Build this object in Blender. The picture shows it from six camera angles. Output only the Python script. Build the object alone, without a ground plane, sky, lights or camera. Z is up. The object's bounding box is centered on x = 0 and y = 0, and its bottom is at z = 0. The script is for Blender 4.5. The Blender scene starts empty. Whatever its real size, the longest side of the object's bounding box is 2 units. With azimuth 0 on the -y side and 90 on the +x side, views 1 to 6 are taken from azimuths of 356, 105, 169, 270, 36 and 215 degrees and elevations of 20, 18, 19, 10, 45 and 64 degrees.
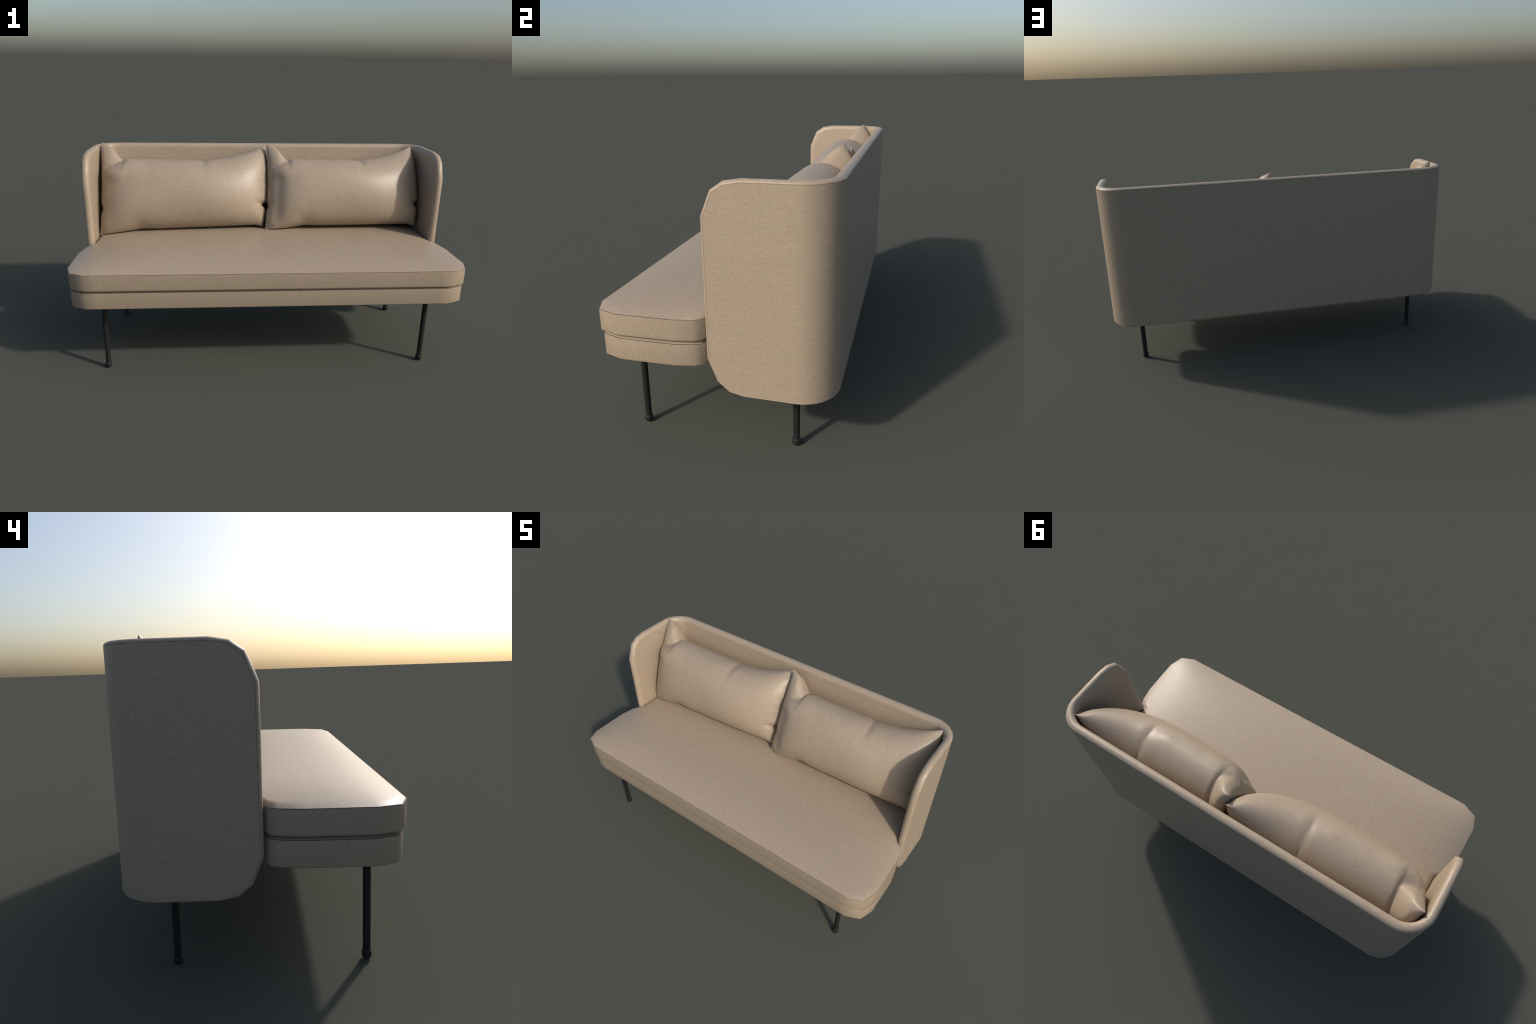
# A two-seat upholstered settee: wrap-around padded shell, seat cushion on a
# matching base, two loose lumbar pillows, four slim dark metal legs.
import bpy, math
import numpy as np
from mathutils import Vector

# --------------------------------------------------------------------------
# dimensions (metres)
# --------------------------------------------------------------------------
SHELL_X, SHELL_Y = 0.977, 0.4515        # outer faces of the wings / of the back
SHELL_R = 0.139                        # plan radius of the back corners
SHELL_T = 0.040                        # padding thickness of the shell
WING_TOP = [(0.0015, 0.924), (0.0355, 1.0075), (0.0755, 1.0345), (0.131, 1.0435)]
WING_BOTTOM = [(0.0015, 0.413), (0.0355, 0.327), (0.0755, 0.292), (0.131, 0.281)]
SEAT_SEAM, SEAT_LOW = 0.5585, 0.4745
BASE_SEAM, BASE_LOW = 0.4630, 0.3765
SEAT_CROWN = 0.054
SEAT_HALF = [(x, -0.4505) for x in (0.0, 0.2, 0.4, 0.6, 0.75, 0.85, 0.9)] + [ (0.975, -0.418), (1.0, -0.342),
             (0.9985, -0.235), (0.997, -0.130), (0.984, -0.055), (0.971, -0.027), (0.950, -0.016),
             (0.938, 0.000), (0.936, 0.20), (0.925, 0.34), (0.86, 0.405)] + [(x, 0.408) for x in (0.75, 0.6, 0.4, 0.2, 0.0)]
LEGS = [(0.826, -0.341), (-0.841, -0.342), (0.828, 0.287), (-0.841, 0.287)]


# --------------------------------------------------------------------------
# materials
# --------------------------------------------------------------------------
def node(nt, kind, **inputs):
    n = nt.nodes.new(kind)
    for k, v in inputs.items():
        n.inputs[k.replace("_", " ")].default_value = v
    return n


def fabric(name, thread_scale, base=(0.350, 0.278, 0.206)):
    """Woven beige upholstery; thread_scale stretches the weave noise so that
    threads run along the axis with the small number."""
    m = bpy.data.materials.new(name)
    m.use_nodes = True
    nt = m.node_tree
    L = nt.links.new
    bsdf = nt.nodes["Principled BSDF"]
    tc = nt.nodes.new("ShaderNodeTexCoord")
    mp = nt.nodes.new("ShaderNodeMapping")
    mp.inputs["Scale"].default_value = thread_scale
    L(tc.outputs["Object"], mp.inputs["Vector"])
    thread = node(nt, "ShaderNodeTexNoise", Scale=1.0, Detail=2.0, Roughness=0.6)
    L(mp.outputs["Vector"], thread.inputs["Vector"])
    slub = node(nt, "ShaderNodeTexNoise", Scale=250.0, Detail=2.5, Roughness=0.65)
    L(tc.outputs["Object"], slub.inputs["Vector"])
    patch = node(nt, "ShaderNodeTexNoise", Scale=19.0, Detail=3.0, Roughness=0.55)
    L(tc.outputs["Object"], patch.inputs["Vector"])

    mix = nt.nodes.new("ShaderNodeMath")
    mix.operation = "MULTIPLY"
    mix.inputs[1].default_value = 0.30
    L(thread.outputs["Fac"], mix.inputs[0])
    half = nt.nodes.new("ShaderNodeMath")
    half.operation = "MULTIPLY_ADD"
    half.inputs[1].default_value = 0.70
    L(slub.outputs["Fac"], half.inputs[0])
    L(mix.outputs[0], half.inputs[2])
    ramp = nt.nodes.new("ShaderNodeValToRGB")
    e = ramp.color_ramp.elements
    e[0].position, e[1].position = 0.30, 0.70
    e[0].color = (*[c * 0.78 for c in base], 1)
    e[1].color = (*[min(1, c * 1.24) for c in base], 1)
    L(half.outputs[0], ramp.inputs["Fac"])
    hue = nt.nodes.new("ShaderNodeValToRGB")
    h = hue.color_ramp.elements
    h[0].position, h[1].position = 0.38, 0.62
    h[0].color, h[1].color = (1.0, 0.974, 0.958, 1), (0.982, 0.985, 0.942, 1)
    L(patch.outputs["Fac"], hue.inputs["Fac"])
    mul = nt.nodes.new("ShaderNodeMixRGB")
    mul.blend_type = "MULTIPLY"
    mul.inputs["Fac"].default_value = 1.0
    L(ramp.outputs["Color"], mul.inputs["Color1"])
    L(hue.outputs["Color"], mul.inputs["Color2"])
    L(mul.outputs["Color"], bsdf.inputs["Base Color"])
    bump = nt.nodes.new("ShaderNodeBump")
    bump.inputs["Strength"].default_value = 0.22
    bump.inputs["Distance"].default_value = 0.0015
    L(half.outputs[0], bump.inputs["Height"])
    L(bump.outputs["Normal"], bsdf.inputs["Normal"])
    bsdf.inputs["Roughness"].default_value = 0.44
    bsdf.inputs["Specular IOR Level"].default_value = 0.5
    return m


def metal(name):
    m = bpy.data.materials.new(name)
    m.use_nodes = True
    nt = m.node_tree
    bsdf = nt.nodes["Principled BSDF"]
    tc = nt.nodes.new("ShaderNodeTexCoord")
    n = node(nt, "ShaderNodeTexNoise", Scale=60.0, Detail=3.0)
    nt.links.new(tc.outputs["Object"], n.inputs["Vector"])
    ramp = nt.nodes.new("ShaderNodeValToRGB")
    ramp.color_ramp.elements[0].color = (0.008, 0.008, 0.008, 1)
    ramp.color_ramp.elements[1].color = (0.014, 0.014, 0.013, 1)
    nt.links.new(n.outputs["Fac"], ramp.inputs["Fac"])
    nt.links.new(ramp.outputs["Color"], bsdf.inputs["Base Color"])
    bsdf.inputs["Roughness"].default_value = 0.62
    bsdf.inputs["Specular IOR Level"].default_value = 0.35
    return m


def groove_shade(name):  # dark brown standing in for the shade inside the seam grooves
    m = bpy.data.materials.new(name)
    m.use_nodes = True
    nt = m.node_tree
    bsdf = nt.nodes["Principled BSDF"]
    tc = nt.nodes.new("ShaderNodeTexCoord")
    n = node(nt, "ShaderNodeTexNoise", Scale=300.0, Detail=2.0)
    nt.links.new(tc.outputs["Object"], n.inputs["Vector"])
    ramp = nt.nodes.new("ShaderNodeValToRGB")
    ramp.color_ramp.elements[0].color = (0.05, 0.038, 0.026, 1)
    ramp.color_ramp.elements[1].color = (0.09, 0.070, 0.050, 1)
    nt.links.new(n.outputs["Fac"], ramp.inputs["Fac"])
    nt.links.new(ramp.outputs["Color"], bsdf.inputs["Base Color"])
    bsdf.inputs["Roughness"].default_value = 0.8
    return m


FABRIC_SHELL = fabric("beige_weave_level", (26, 26, 330))
FABRIC_SEAT = fabric("beige_weave_seat", (330, 26, 26))
FABRIC_BAND = fabric("beige_weave_upright", (330, 330, 26))
FABRIC_PILLOW = fabric("beige_weave_pillow", (26, 220, 330))
METAL = metal("black_powder_coat")
SEAM_SHADE = groove_shade("seam_groove_shade")


# --------------------------------------------------------------------------
# mesh helpers
# --------------------------------------------------------------------------
def make(name, verts, faces, mat, parent=None, sharp=(), kinds=None):
    me = bpy.data.meshes.new(name)
    me.from_pydata([tuple(map(float, v)) for v in verts], [], faces)
    me.materials.append(mat)
    me.update()
    me.polygons.foreach_set("use_smooth", [True] * len(me.polygons))
    if sharp:
        want = {tuple(sorted(s)) for s in sharp}
        att = me.attributes.new("sharp_edge", "BOOLEAN", "EDGE")
        att.data.foreach_set("value", [tuple(sorted(e.vertices)) in want for e in me.edges])
    o = bpy.data.objects.new(name, me)
    bpy.context.scene.collection.objects.link(o)
    o.parent = parent
    return o


root = bpy.data.objects.new("settee", None)
bpy.context.scene.collection.objects.link(root)
root["label"] = "beige fabric two-seat settee with wrap-around back, pillows and black legs"
root["category"] = "sofa"


# --------------------------------------------------------------------------
# shell: a bent sheet with a rounded, padded rim
# --------------------------------------------------------------------------
def shell():
    # plan columns from the right wing's front, round the back, to the left one
    cols = []                                   # x, y, nx, ny (inward), top, bottom
    for (y, zt), (_, zb) in zip(WING_TOP, WING_BOTTOM):
        cols.append((SHELL_X, y, -1.0, 0.0, zt, zb))
    zt, zb = WING_TOP[-1][1], WING_BOTTOM[-1][1]
    cols.append((SHELL_X, 0.235, -1.0, 0.0, zt, zb))
    n = 11
    cx, cy = SHELL_X - SHELL_R, SHELL_Y - SHELL_R
    for i in range(n + 1):
        a = math.pi / 2 * i / n
        c, s = math.cos(a), math.sin(a)
        cols.append((cx + SHELL_R * c, cy + SHELL_R * s, -c, -s, zt, zb))
    for x in (0.55, 0.28):
        cols.append((x, SHELL_Y, 0.0, -1.0, zt, zb))
    full = cols + [(0.0, SHELL_Y, 0.0, -1.0, zt, zb)] + [(-x, y, -nx, ny, a, b) for x, y, nx, ny, a, b in reversed(cols)]
    C = len(full)
    verts, faces, sharp = [], [], []

    def add(p):
        verts.append(p)
        return len(verts) - 1

    # closed boundary loop of (column, z): top edge out, far front down, bottom back
    wing_rows = 4
    loop = [(i, full[i][4]) for i in range(C)]
    loop += [(C - 1, full[-1][4] + (full[-1][5] - full[-1][4]) * k / wing_rows) for k in range(1, wing_rows)]
    loop += [(i, full[i][5]) for i in range(C - 1, -1, -1)]
    loop += [(0, full[0][5] + (full[0][4] - full[0][5]) * k / wing_rows) for k in range(1, wing_rows)]
    N = len(loop)

    def pos(i, z):
        return np.array([full[i][0], full[i][1], z])

    def inward(i):
        return np.array([full[i][2], full[i][3], 0.0])

    # outward direction in the sheet for each boundary point (mitred)
    P = [pos(i, z) for i, z in loop]
    out = []
    for k, (i, z) in enumerate(loop):
        nrm = -inward(i)
        ds = []
        for a, b in ((P[k - 1], P[k]), (P[k], P[(k + 1) % N])):
            t = b - a
            t /= np.linalg.norm(t)
            d = np.cross(t, nrm)
            d -= nrm * d.dot(nrm)
            ds.append(d / np.linalg.norm(d))
        m = ds[0] + ds[1]
        m /= np.linalg.norm(m)
        out.append(m / max(0.6, m.dot(ds[0])))
    if out[5][2] < 0:
        out = [-o for o in out]

    # rim cross-section: (inward, outward in the sheet)
    rim = [(0.0, -0.0016), (0.0016, -0.0008), (0.0003, 0.0002), (0.0025, 0.0045), (0.0070, 0.0085),
           (0.0130, 0.0110), (0.0195, 0.0118), (0.0265, 0.0105), (0.0325, 0.0070), (0.0370, 0.0015),
           (0.0392, -0.0060), (SHELL_T, -0.0150)]
    rings = []
    for a, b in rim:
        rings.append([add(P[k] + inward(loop[k][0]) * a * (1 + 0.15 * abs(full[loop[k][0]][3])) + out[k] * b) for k in range(N)])
    for r0, r1 in zip(rings, rings[1:]):
        for k in range(N):
            faces.append((r0[k], r0[(k + 1) % N], r1[(k + 1) % N], r1[k]))
    for k in range(N):
        sharp += [(rings[0][k], rings[0][(k + 1) % N]), (rings[1][k], rings[1][(k + 1) % N])]

    # outer and inner faces: columns joined by rows of quads
    def fill(ring, flip):
        top = ring[:C]
        right_front = ring[C:C + wing_rows - 1]
        bottom = ring[C + wing_rows - 1:C + wing_rows - 1 + C][::-1]
        left_front = ring[C + wing_rows - 1 + C:][::-1]
        rows = []
        for i in range(C):
            if i == 0:
                mid = left_front
            elif i == C - 1:
                mid = right_front
            else:
                a, b = np.array(verts[top[i]]), np.array(verts[bottom[i]])
                mid = [add(a + (b - a) * k / wing_rows) for k in range(1, wing_rows)]
            rows.append([top[i]] + list(mid) + [bottom[i]])
        for i in range(C - 1):
            for k in range(wing_rows):
                f = (rows[i][k], rows[i + 1][k], rows[i + 1][k + 1], rows[i][k + 1])
                faces.append(f[::-1] if flip else f)

    fill(rings[0], True)
    fill(rings[-1], False)
    o = make("wraparound_backrest", verts, faces, FABRIC_SHELL, root, sharp)
    fix_normals(o)
    return o


def fix_normals(o):
    import bmesh
    bm = bmesh.new()
    bm.from_mesh(o.data)
    bmesh.ops.recalc_face_normals(bm, faces=bm.faces)
    bm.to_mesh(o.data)
    bm.free()


# --------------------------------------------------------------------------
# seat cushion and base: stacked offset loops of one plan outline
# --------------------------------------------------------------------------
def plan_loop():
    half = SEAT_HALF
    left = [(-x, y) for x, y in reversed(half) if x > 1e-6]
    pts = half + left
    return np.array(pts)


def inset(pts, d):
    n = len(pts)
    res = []
    for i in range(n):
        a, b, c = pts[i - 1], pts[i], pts[(i + 1) % n]
        e0, e1 = b - a, c - b
        e0 = e0 / np.linalg.norm(e0)
        e1 = e1 / np.linalg.norm(e1)
        n0, n1 = np.array([-e0[1], e0[0]]), np.array([-e1[1], e1[0]])
        m = n0 + n1
        m /= np.linalg.norm(m)
        res.append(b + m * d / max(0.6, m.dot(n0)))
    return np.array(res)


def set_back(pts, d):
    """Pull the front edge of an outline back, keeping its width."""
    f = np.clip((-0.05 - pts[:, 1]) / 0.35, 0, 1)
    return pts + np.stack([np.zeros_like(f), d * f], axis=1)


def crown(x, y):
    """Height of the domed seat top over its seam."""
    fy = np.clip(np.abs(y + 0.02) / 0.4305, 0, 1)
    fx = np.clip(np.abs(x) / 0.999, 0, 1)
    a, b = 1 - fx ** 5 + 1e-4, 1 - fy ** 2.4 + 1e-4
    return SEAT_CROWN * (a ** -3.0 + b ** -3.0) ** (-1 / 3.0) * 1.04


def stacked(name, rings, cap_top, seam_after, mat, setback=0.0):
    """rings: list of (inset, z) from bottom to top."""
    base = set_back(plan_loop(), setback)
    n = len(base)
    verts, faces, sharp = [], [], []
    idx = []
    for d, z in rings:
        p = inset(base, d) if d else base
        idx.append(list(range(len(verts), len(verts) + n)))
        verts += [(q[0], q[1], z) for q in p]
    for r0, r1 in zip(idx, idx[1:]):
        for k in range(n):
            faces.append((r0[k], r0[(k + 1) % n], r1[(k + 1) % n], r1[k]))
    faces.append(tuple(idx[0][::-1]))
    for j in seam_after:
        sharp += [(idx[j][k], idx[j][(k + 1) % n]) for k in range(n)]
    # top: concentric loops shrinking to the middle, following the crown
    prev = idx[-1]
    edge = np.array([verts[i][:2] for i in prev])
    mid = np.array([0.0, -0.02])
    ztop = rings[-1][1]
    for s in (0.985, 0.96, 0.925, 0.88, 0.82, 0.75, 0.66, 0.56, 0.45, 0.33, 0.21, 0.10):
        cur = []
        for p in edge:
            q = mid + (p - mid) * s
            cur.append(len(verts))
            verts.append((q[0], q[1], ztop + (float(crown(*q)) if cap_top else 0.0)))
        for k in range(n):
            faces.append((prev[k], prev[(k + 1) % n], cur[(k + 1) % n], cur[k]))
        prev = cur
    verts.append((mid[0], mid[1], ztop + (float(crown(*mid)) if cap_top else 0.0)))
    for k in range(n):
        faces.append((prev[k], prev[(k + 1) % n], len(verts) - 1))
    o = make(name, verts, faces, mat, root, sharp)
    fix_normals(o)
    o.data.materials.append(FABRIC_BAND)
    o.data.polygons.foreach_set("material_index", [int(abs(p.normal.z) < 0.6) for p in o.data.polygons])
    return o


def seam_shade_strip(name, d, z, parent, setback=0.0):
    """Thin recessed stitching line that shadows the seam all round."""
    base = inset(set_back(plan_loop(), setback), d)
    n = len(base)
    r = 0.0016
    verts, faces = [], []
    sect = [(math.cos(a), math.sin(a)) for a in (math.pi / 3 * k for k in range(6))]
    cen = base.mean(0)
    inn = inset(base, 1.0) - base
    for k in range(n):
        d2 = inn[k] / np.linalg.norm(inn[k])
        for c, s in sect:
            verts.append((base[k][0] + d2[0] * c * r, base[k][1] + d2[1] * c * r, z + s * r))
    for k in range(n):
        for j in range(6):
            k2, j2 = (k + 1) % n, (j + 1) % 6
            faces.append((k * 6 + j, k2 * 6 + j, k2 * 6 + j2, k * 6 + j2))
    o = make(name, verts, faces, SEAM_SHADE, parent)
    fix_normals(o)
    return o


# --------------------------------------------------------------------------
# pillows
# --------------------------------------------------------------------------
def smooth(t):
    t = np.clip(t, 0, 1)
    return t * t * (3 - 2 * t)


def bell(t, w):
    return np.exp(-(t / w) ** 2)


def pillow(name, tl, tr, bl, br, thick, fold, valley, parent):
    nu, nv = 400, 110
    U = np.sin(np.linspace(-1, 1, nu + 1) * math.pi / 2)
    V = np.sin(np.linspace(-1, 1, nv + 1) * math.pi / 2)
    u, v = np.meshgrid(U, V, indexing="ij")
    tl, tr, bl, br = map(np.array, (tl, tr, bl, br))
    a, b = (u + 1) / 2, (v + 1) / 2
    P = ((1 - a) * (1 - b))[..., None] * bl + (a * (1 - b))[..., None] * br + ((1 - a) * b)[..., None] * tl + (a * b)[..., None] * tr
    ex = (tr + br - tl - bl)
    ex = ex / np.linalg.norm(ex)
    ey = (tl + tr - bl - br)
    ey = ey - ex * ey.dot(ex)
    ey = ey / np.linalg.norm(ey)
    en = np.cross(ex, ey)                      # towards the front
    if en[1] > 0:
        en = -en

    # outline: top edge sags between two raised corners, sides tuck in
    t = np.clip((u + 1) / 0.27, 0, 1)
    left_rise = 0.35 * smooth(t * 1.5) + 0.65 * smooth((t - 0.40) / 0.60)
    right_rise = 1 - np.clip((u - 0.20) / 0.80, 0, 1) ** 1.7
    d_top = 0.092 * np.minimum(left_rise, right_rise) + 0.004 * bell(u - 0.22, 0.05) 
    nick_top = 0.010 * bell(u + 0.735, 0.03)
    d_bot = 0.030 * smooth((u + 1) / 0.55) * (0.65 + 0.35 * smooth((1 - u) / 0.12)) + 0.004 * bell(u + 0.48, 0.10)
    d_left = 0.006 * (1 - v ** 2)
    nick_left = 0.010 * bell(v + 0.42, 0.09)
    d_right = -0.022 * (1 - v ** 2)
    nick_right = 0.026 * bell(v + 0.47, 0.07)
    P = P + ey * (-d_top * b ** 2.2 - nick_top * b ** 12 + d_bot * (1 - b) ** 2)[..., None]
    P = P + ex * (d_left * (1 - a) ** 3 - d_right * a ** 3 + nick_left * (1 - a) ** 40 - nick_right * a ** 40)[..., None]

    # plumpness; the back fills out further towards the ends than the front
    across = np.sqrt(np.clip(1 - np.abs(v) ** 2.15, 0, 1))
    body = across * np.sqrt(np.clip(1 - np.abs(u) ** 3.2, 0, 1))
    rear = across * np.sqrt(np.clip(1 - np.abs(u) ** np.where(u < 0, 16.0, 4.5), 0, 1))
    rim = np.sqrt(np.clip(1 - np.abs(v) ** 6, 0, 1) * np.clip(1 - np.abs(u) ** 6, 0, 1))
    # slender tips where the seams meet
    for cu, cv, r in ((-1, 1, 0.038), (1, 1, 0.035), (-1, -1, 0.03)):
        d2 = ((u - cu) * 0.47) ** 2 + ((v - cv) * 0.24) ** 2
        pin = 1 - 0.66 * np.exp(-d2 / r ** 2)
        body, rear = body * pin, rear * pin
    # flap at the upper left corner, folded away from the body along a crease
    q = np.clip((u + 1) / 0.29, 0, 1.15)
    vc = 0.40 + 0.10 * q + 0.50 * q ** 3
    slope = (0.10 + 1.50 * q ** 2) / 0.29 * 0.22 / 0.47
    line = (vc - v) * 0.22 / np.sqrt(1 + slope ** 2)      # metres; <0 on the corner side
    near = smooth((-0.62 - u) / 0.09)
    flap = smooth((-line + 0.004) / 0.016) * near
    crease = bell(line, 0.008) * near * smooth((u + 1) / 0.10)
    ridge = bell(line - 0.034, 0.026) * smooth((-0.40 - u) / 0.3)
    front = -0.34 * thick * body * flap * fold - 0.012 * fold * crease + 0.014 * fold * ridge
    # pinch at the top, between two soft bulges
    k = u - 0.22 - 0.04 * (1 - v)
    pinch = smooth((v - 0.55) / 0.35)
    front += (-0.005 * bell(k, 0.03) - 0.005 * bell(k + 0.07, 0.10)) * pinch
    front += (0.003 * bell(k - 0.10, 0.05) + 0.006 * bell(k + 0.22, 0.12)) * bell(v - 0.86, 0.14)
    # notch low in the right side with puckers running in from it
    notch = bell(v + 0.47 - 0.10 * (1 - u), 0.055) * bell(u - 0.965, 0.06)
    lobe = bell(v + 0.78, 0.20) * bell(u - 0.93, 0.10)
    front += -0.034 * notch + 0.018 * lobe - valley * bell(u + 0.88, 0.070) * smooth((0.55 - v) / 0.5) * smooth((v + 1) / 0.3)
    front += -0.005 * bell(u + 0.52 + 0.25 * (v + 1), 0.07) * smooth((-0.6 - v) / 0.3)
    front += -0.006 * bell(v + 0.42, 0.08) * smooth((-0.86 - u) / 0.14)
    # long soft undulation so the face is not a perfect pad
    front += 0.004 * np.sin(5.1 * u + 1.7 * v + 0.6) * body
    # small gathers where the end seams pull the cloth in
    gather = np.sin(23 * v + 1.3 * np.sin(4 * v) + 3 * (u > 0)) * bell(np.abs(u) - 0.95, 0.07)
    front += 0.0014 * gather
    front = np.maximum(thick * body + front * rim, 0.30 * thick * body)
    # stitched tucks over the top of the rear panel: a fine line with one low side
    back = 0.0035 * gather
    for c, depth, w in ((0.22, 0.010, 0.10), (-0.735, 0.012, 0.09), (0.77, 0.007, 0.08)):
        k = u - c + 0.03 * (1 - v)
        lo = np.where(k > 0, bell(k, 0.012), bell(k, w))
        back -= depth * (1.0 * bell(k, 0.010) + 0.45 * lo) * smooth((v - 0.15) / 0.5)
        back += 0.22 * depth * bell(k - 0.05, 0.04) * bell(v - 0.85, 0.15)
    back = np.maximum(0.95 * thick * rear + back * rim, 0.30 * thick * rear)
    edge = (np.abs(u) >= 1 - 1e-9) | (np.abs(v) >= 1 - 1e-9)
    front[edge] = 0
    back[edge] = 0
    F = P + en * front[..., None]
    B = P - en * back[..., None]

    for S in (F, B):
        # lean on the backrest
        lim = SHELL_Y - 1.15 * SHELL_T - 0.002
        over = S[..., 1] - (lim - 0.03)
        S[..., 1] = np.where(over > 0, lim - 0.03 + 0.03 * (1 - np.exp(-over / 0.03)), S[..., 1])
        # and stay inside the rounded corners of the shell
        cx, cy, cr = SHELL_X - SHELL_R, SHELL_Y - SHELL_R, SHELL_R - SHELL_T - 0.004
        dx, dy = np.abs(S[..., 0]) - cx, S[..., 1] - cy
        dist = np.hypot(dx, dy)
        k = np.where((dx > 0) & (dy > 0) & (dist > cr), cr / np.maximum(dist, 1e-6), 1.0)
        S[..., 0] = np.where(k < 1, np.sign(S[..., 0]) * (cx + dx * k), S[..., 0])
        S[..., 1] = np.where(k < 1, cy + dy * k, S[..., 1])
        # rest on the seat
        floor = SEAT_SEAM + crown(S[..., 0], S[..., 1]) + 0.001
        gap = S[..., 2] - floor
        S[..., 2] = np.where(gap < 0.012, floor + 0.012 * np.exp((np.minimum(gap, 0.012) - 0.012) / 0.012), S[..., 2])

    verts = [tuple(p) for p in F.reshape(-1, 3)]
    idF = np.arange((nu + 1) * (nv + 1)).reshape(nu + 1, nv + 1)
    idB = idF.copy()
    for i in range(1, nu):
        for j in range(1, nv):
            idB[i, j] = len(verts)
            verts.append(tuple(B[i, j]))
    faces = []
    for i in range(nu):
        for j in range(nv):
            faces.append((idF[i, j], idF[i + 1, j], idF[i + 1, j + 1], idF[i, j + 1]))
            q = (idB[i, j], idB[i, j + 1], idB[i + 1, j + 1], idB[i + 1, j])
            faces.append(q)
    o = make(name, verts, [tuple(map(int, f)) for f in faces], FABRIC_PILLOW, parent)
    fix_normals(o)
    return o


# --------------------------------------------------------------------------
# legs
# --------------------------------------------------------------------------
def lathe(name, profile, mat, parent, loc, seg=20):
    verts, faces = [], []
    for r, z in profile:
        for k in range(seg):
            a = 2 * math.pi * k / seg
            verts.append((r * math.cos(a), r * math.sin(a), z))
    for j in range(len(profile) - 1):
        for k in range(seg):
            k2 = (k + 1) % seg
            faces.append((j * seg + k, j * seg + k2, (j + 1) * seg + k2, (j + 1) * seg + k))
    faces.append(tuple(range(seg))[::-1])
    faces.append(tuple(range((len(profile) - 1) * seg, len(profile) * seg)))
    last = (len(profile) - 1) * seg
    sharp = [(b + k, b + (k + 1) % seg) for b in (0, last) for k in range(seg)]
    o = make(name, verts, faces, mat, parent, sharp)
    fix_normals(o)
    o.location = loc
    return o


shell()
cushion = stacked("seat_cushion",
                  [(0.026, 0.4690), (0.014, 0.4700), (0.006, 0.4722), (0.0015, 0.4765), (0.0, 0.4830),
                   (0.0, SEAT_SEAM - 0.0016), (0.0030, SEAT_SEAM - 0.0008), (0.0008, SEAT_SEAM + 0.0002)],
                  True, (5, 6, 7), FABRIC_SEAT)
seam_shade_strip("seam_shade", 0.0020, SEAT_SEAM - 0.0008, cushion)
base = stacked("seat_base",
               [(0.009, BASE_LOW), (0.005, BASE_LOW + 0.0005), (0.0025, BASE_LOW + 0.002), (0.001, BASE_LOW + 0.006),
                (0.001, BASE_SEAM - 0.0014), (0.0045, BASE_SEAM - 0.0008), (0.0028, BASE_SEAM), (0.012, BASE_SEAM + 0.0045), (0.03, BASE_SEAM + 0.0060)],
               False, (4, 5, 6), FABRIC_SEAT, 0.0090)
seam_shade_strip("seam_shade", 0.0040, BASE_SEAM - 0.0006, base, 0.0090)

pillow("pillow", (-0.926, 0.330, 1.0685), (0.022, 0.372, 1.043), (-0.932, 0.124, 0.568), (0.002, 0.172, 0.590), 0.164, 1.2, 0.003, root)
pillow("pillow", (0.029, 0.335, 1.066), (0.908, 0.378, 1.046), (0.012, 0.140, 0.588), (0.914, 0.170, 0.590), 0.158, 0.75, 0.012, root)

for x, y in LEGS:
    leg = lathe("leg", [(0.0132, 0.020), (0.0132, 0.200), (0.0132, BASE_LOW + 0.006)], METAL, root, (x, y, 0))
    lathe("foot", [(0.008, 0.0), (0.0130, 0.0016), (0.0162, 0.0060), (0.0168, 0.0110), (0.0168, 0.0200), (0.0163, 0.0245), (0.0148, 0.0275), (0.0128, 0.0290)],
          METAL, leg, (0, 0, 0))
